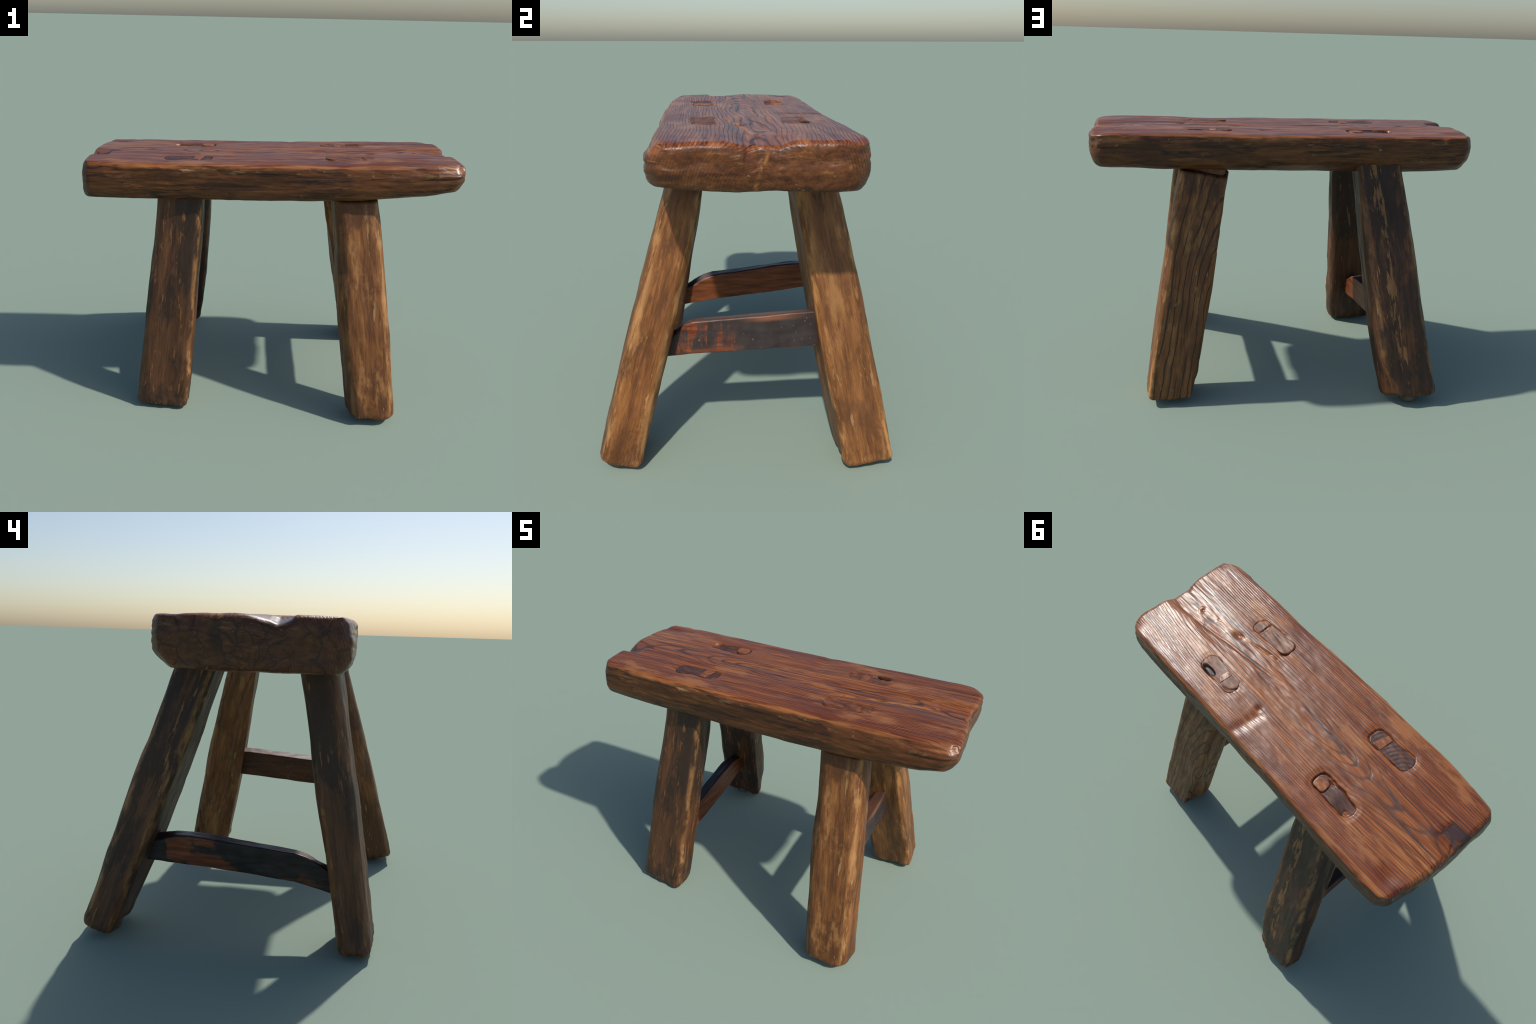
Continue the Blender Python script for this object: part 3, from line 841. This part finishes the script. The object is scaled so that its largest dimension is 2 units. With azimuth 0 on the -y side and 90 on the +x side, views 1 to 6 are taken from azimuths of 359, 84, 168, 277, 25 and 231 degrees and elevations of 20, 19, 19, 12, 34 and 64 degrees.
def endgrain_material(name, ramp, centre, spacing, rings=0.12, pit=None):
    N = Nodes(name)
    dx, dy = N.sub(N.x, centre[0]), N.sub(N.y, centre[1])
    r = N.mul(N.m("SQRT", N.add(N.mul(dx, dx), N.mul(dy, dy))), 1 / spacing)
    ln = N.step(0.33, 0.48, N.m("ABSOLUTE", N.sub(N.m("FRACT", N.add(r, N.mul(N.noise((12, 12, 3), (0, 0, 0), 3), 0.8))), 0.5)))
    col = N.ramp(N.noise((24, 40, 12), (0, 0, 0), 5, 0.62), ramp)
    col = N.mix(N.mul(ln, rings), col, tuple(min(1, c * 1.9) for c in ramp[-1][1]))
    if pit:
        px, py = N.mul(N.sub(N.x, pit[0]), 1 / 0.052), N.mul(N.sub(N.y, pit[1]), 1 / 0.020)
        col = N.mix(N.step(1.05, 0.75, N.m("SQRT", N.add(N.mul(px, px), N.mul(py, py)))), col, (0.020, 0.013, 0.011))  # hole painted near-black: the shadow of its depth, put into the colour
    return N.finish(col, N.m("MULTIPLY_ADD", N.noise((20, 20, 20), (0, 0, 0), 3), 0.25, 0.32), N.noise((16, 120, 20), (0, 0, 0), 4), 0.3, 0.003, 0.45)


def plain_material(name, ramp, sc, rough):
    N = Nodes(name)
    col = N.ramp(N.noise(sc, (0, 0, 0), 5, 0.6), ramp)
    return N.finish(col, rough, N.noise(tuple(3 * c for c in sc), (0, 0, 0), 3), 0.35, 0.002, 0.45)


# ------------------------------------------------------------------ assemble
stool = bpy.data.objects.new("wooden_stool", None)
bpy.context.scene.collection.objects.link(stool)
stool["label"] = "old rustic dark brown wooden stool with thick plank seat"
stool["category"] = "wooden stool"

add_object("seat", build_seat(), stool, seat_material())

def worn_edges(nm, **amount):
    M = leg_frame(nm)
    return [(*[tuple(to_local(arris(LEGS[nm][k], zz)[None], M)[0]) for zz in (0.10, 1.05)], a) for k, a in amount.items()]


leg_mats = {
    # black-stained upper front, tan wear towards the inner edge
    "A": leg_material("leg_wood_blackened", DARK, (0.032, 0.018, 0.012), (0.27, 0.115, 0.036), 3, stain_cov=0.56, fleck_cov=0.65,
                      shape=lambda N: N.add(N.add(N.mul(N.mul(N.step(0.50, 0.72, N.z), N.step(-0.06, 0.03, N.x)), 0.15), N.add(N.mul(N.mul(N.mul(N.step(-0.085, -0.115, N.x), N.step(-0.01, -0.04, N.y)), N.bump_at(N.z, 0.60, 0.34)), 0.17), N.mul(N.mul(N.step(-0.09, -0.115, N.x), N.step(-0.04, 0.0, N.y)), N.m("MULTIPLY_ADD", N.step(0.60, 0.75, N.z), 0.24, -0.06)))),
                                            N.sub(N.mul(N.step(0.22, 0.05, N.z), 0.07), N.mul(N.bump_at(N.z, 0.36, 0.20), 0.05))),
                      fleck_shape=lambda N: N.sub(N.mul(N.bump_at(N.x, -0.05, 0.05), 0.04), 0.02), worn=worn_edges("A", io=0.95, oo=0.3, oi=0.4)),
    "D": leg_material("leg_wood_worn_black", DARK, (0.028, 0.017, 0.012), (0.30, 0.145, 0.050), 8, stain_cov=0.50, fleck_cov=0.615,
                      shape=lambda N: N.add(N.mul(N.mul(N.mul(N.step(0.02, -0.05, N.x), N.step(0.62, 0.45, N.z)), N.step(0.02, 0.05, N.y)), 0.06), N.sub(N.mul(N.step(0.78, 0.95, N.z), 0.06), N.mul(N.step(0.14, 0.05, N.z), 0.06))),
                      fleck_shape=lambda N: N.sub(N.mul(N.bump_at(N.x, 0.035, 0.045), 0.10), 0.045), worn=worn_edges("D", oo=0.7, oi=0.6, io=0.4)),
    "B": leg_material("leg_wood_honey", HONEY, (0.085, 0.032, 0.010), (0.44, 0.26, 0.11), 14, stain_cov=0.60, fleck_cov=0.68, upper_dark=0.55,
                      shape=lambda N: N.add(N.mul(N.mul(N.mul(N.step(0.755, 0.775, N.z), N.step(0.90, 0.82, N.z)), N.step(0.03, -0.02, N.x)), 0.13),
                                            N.add(N.mul(N.mul(N.step(-0.05, -0.11, N.x), N.step(0.42, 0.30, N.z)), 0.14), N.mul(N.step(0.16, 0.04, N.z), 0.07))),
                      patch=((0.100, 0.036, 0.011), (0.43, 0.20, 0.066)), worn=worn_edges("B", oo=0.8, oi=0.6, io=0.3), worn_color=(0.52, 0.27, 0.10)),
    "C": leg_material("leg_wood_grained", OLIVE, (0.055, 0.024, 0.010), (0.36, 0.21, 0.085), 21, rings=3.0, stain_cov=0.64, fleck_cov=0.68,
                      shape=lambda N: N.mul(N.mul(N.step(0.93, 1.05, N.z), N.step(-0.02, 0.05, N.y)), 0.14),
                      patch=((0.115, 0.045, 0.015), (0.38, 0.18, 0.060)), worn=worn_edges("C", oo=0.85, oi=0.7), worn_color=(0.55, 0.26, 0.085)),
}
tenon_dark = endgrain_material("tenon_end_grain_dark", [(0.3, (0.034, 0.013, 0.010)), (0.52, (0.075, 0.027, 0.017)), (0.72, (0.15, 0.058, 0.028))], (-0.62, -0.15), 0.022)
tenon_red = endgrain_material("tenon_end_grain", [(0.3, (0.050, 0.014, 0.007)), (0.52, (0.150, 0.044, 0.014)), (0.75, (0.30, 0.105, 0.030))], (0.2, -0.05), 0.03, 0.0)
tenon_pitted = endgrain_material("tenon_end_grain_pitted", [(0.3, (0.050, 0.014, 0.007)), (0.52, (0.150, 0.044, 0.014)), (0.75, (0.30, 0.105, 0.030))], (0.2, -0.05), 0.03, 0.0, (0.472, 0.150))
wedge_mat = plain_material("wedge_wood", [(0.3, (0.13, 0.036, 0.011)), (0.55, (0.26, 0.080, 0.022)), (0.75, (0.38, 0.14, 0.040))], (30, 60, 20), 0.36)
pad_mat = plain_material("foot_pad_felt", [(0.3, (0.075, 0.062, 0.050)), (0.7, (0.16, 0.135, 0.11))], (40, 40, 40), 0.75)

PADS = {"A": ((-0.575, -0.466), 0.054), "B": ((0.560, -0.588), 0.052), "C": ((0.640, 0.392), 0.050), "D": ((-0.598, 0.606), 0.050)}
for nm in "ABCD":
    me, M = build_leg(nm)
    leg = add_object("leg", me, stool, leg_mats[nm], M)
    bpy.context.view_layer.update()
    def child(name, mesh, mat):
        o = add_object(name, mesh, leg, mat)
        o.matrix_parent_inverse = M.inverted()
        return o
    child("tenon", build_tenon(nm), tenon_dark if nm in "AD" else tenon_pitted if nm == "C" else tenon_red)
    child("foot_pad", build_glide(PADS[nm][0], PADS[nm][1], 0.075), pad_mat)
    if nm == "A":
        child("wedge", build_wedge([(-0.363, -0.186), (-0.384, -0.272), (-0.420, -0.268), (-0.414, -0.184)], 1.28, TOP - 0.003, 0.004, 3), wedge_mat)
    if nm == "D":
        child("wedge", build_wedge([(-0.327, 0.172), (-0.330, 0.112), (-0.395, 0.108), (-0.402, 0.172)], 1.28, TOP - 0.003, 0.020, 4), wedge_mat)
    if nm == "B":
        child("wedge", build_wedge([(0.525, -0.195), (0.528, -0.262), (0.488, -0.264), (0.486, -0.192)], 1.28, 1.3650, 0.008, 5), tenon_red)
    if nm == "C":
        child("wedge", build_wedge([(0.405, 0.078), (0.410, 0.132), (0.374, 0.160), (0.368, 0.080)], 1.28, 1.3655, 0.006, 6), wedge_mat)

add_object("stretcher", build_stretcher("right"), stool, stretcher_material("right"))
add_object("stretcher", build_stretcher("left"), stool, stretcher_material("left"))
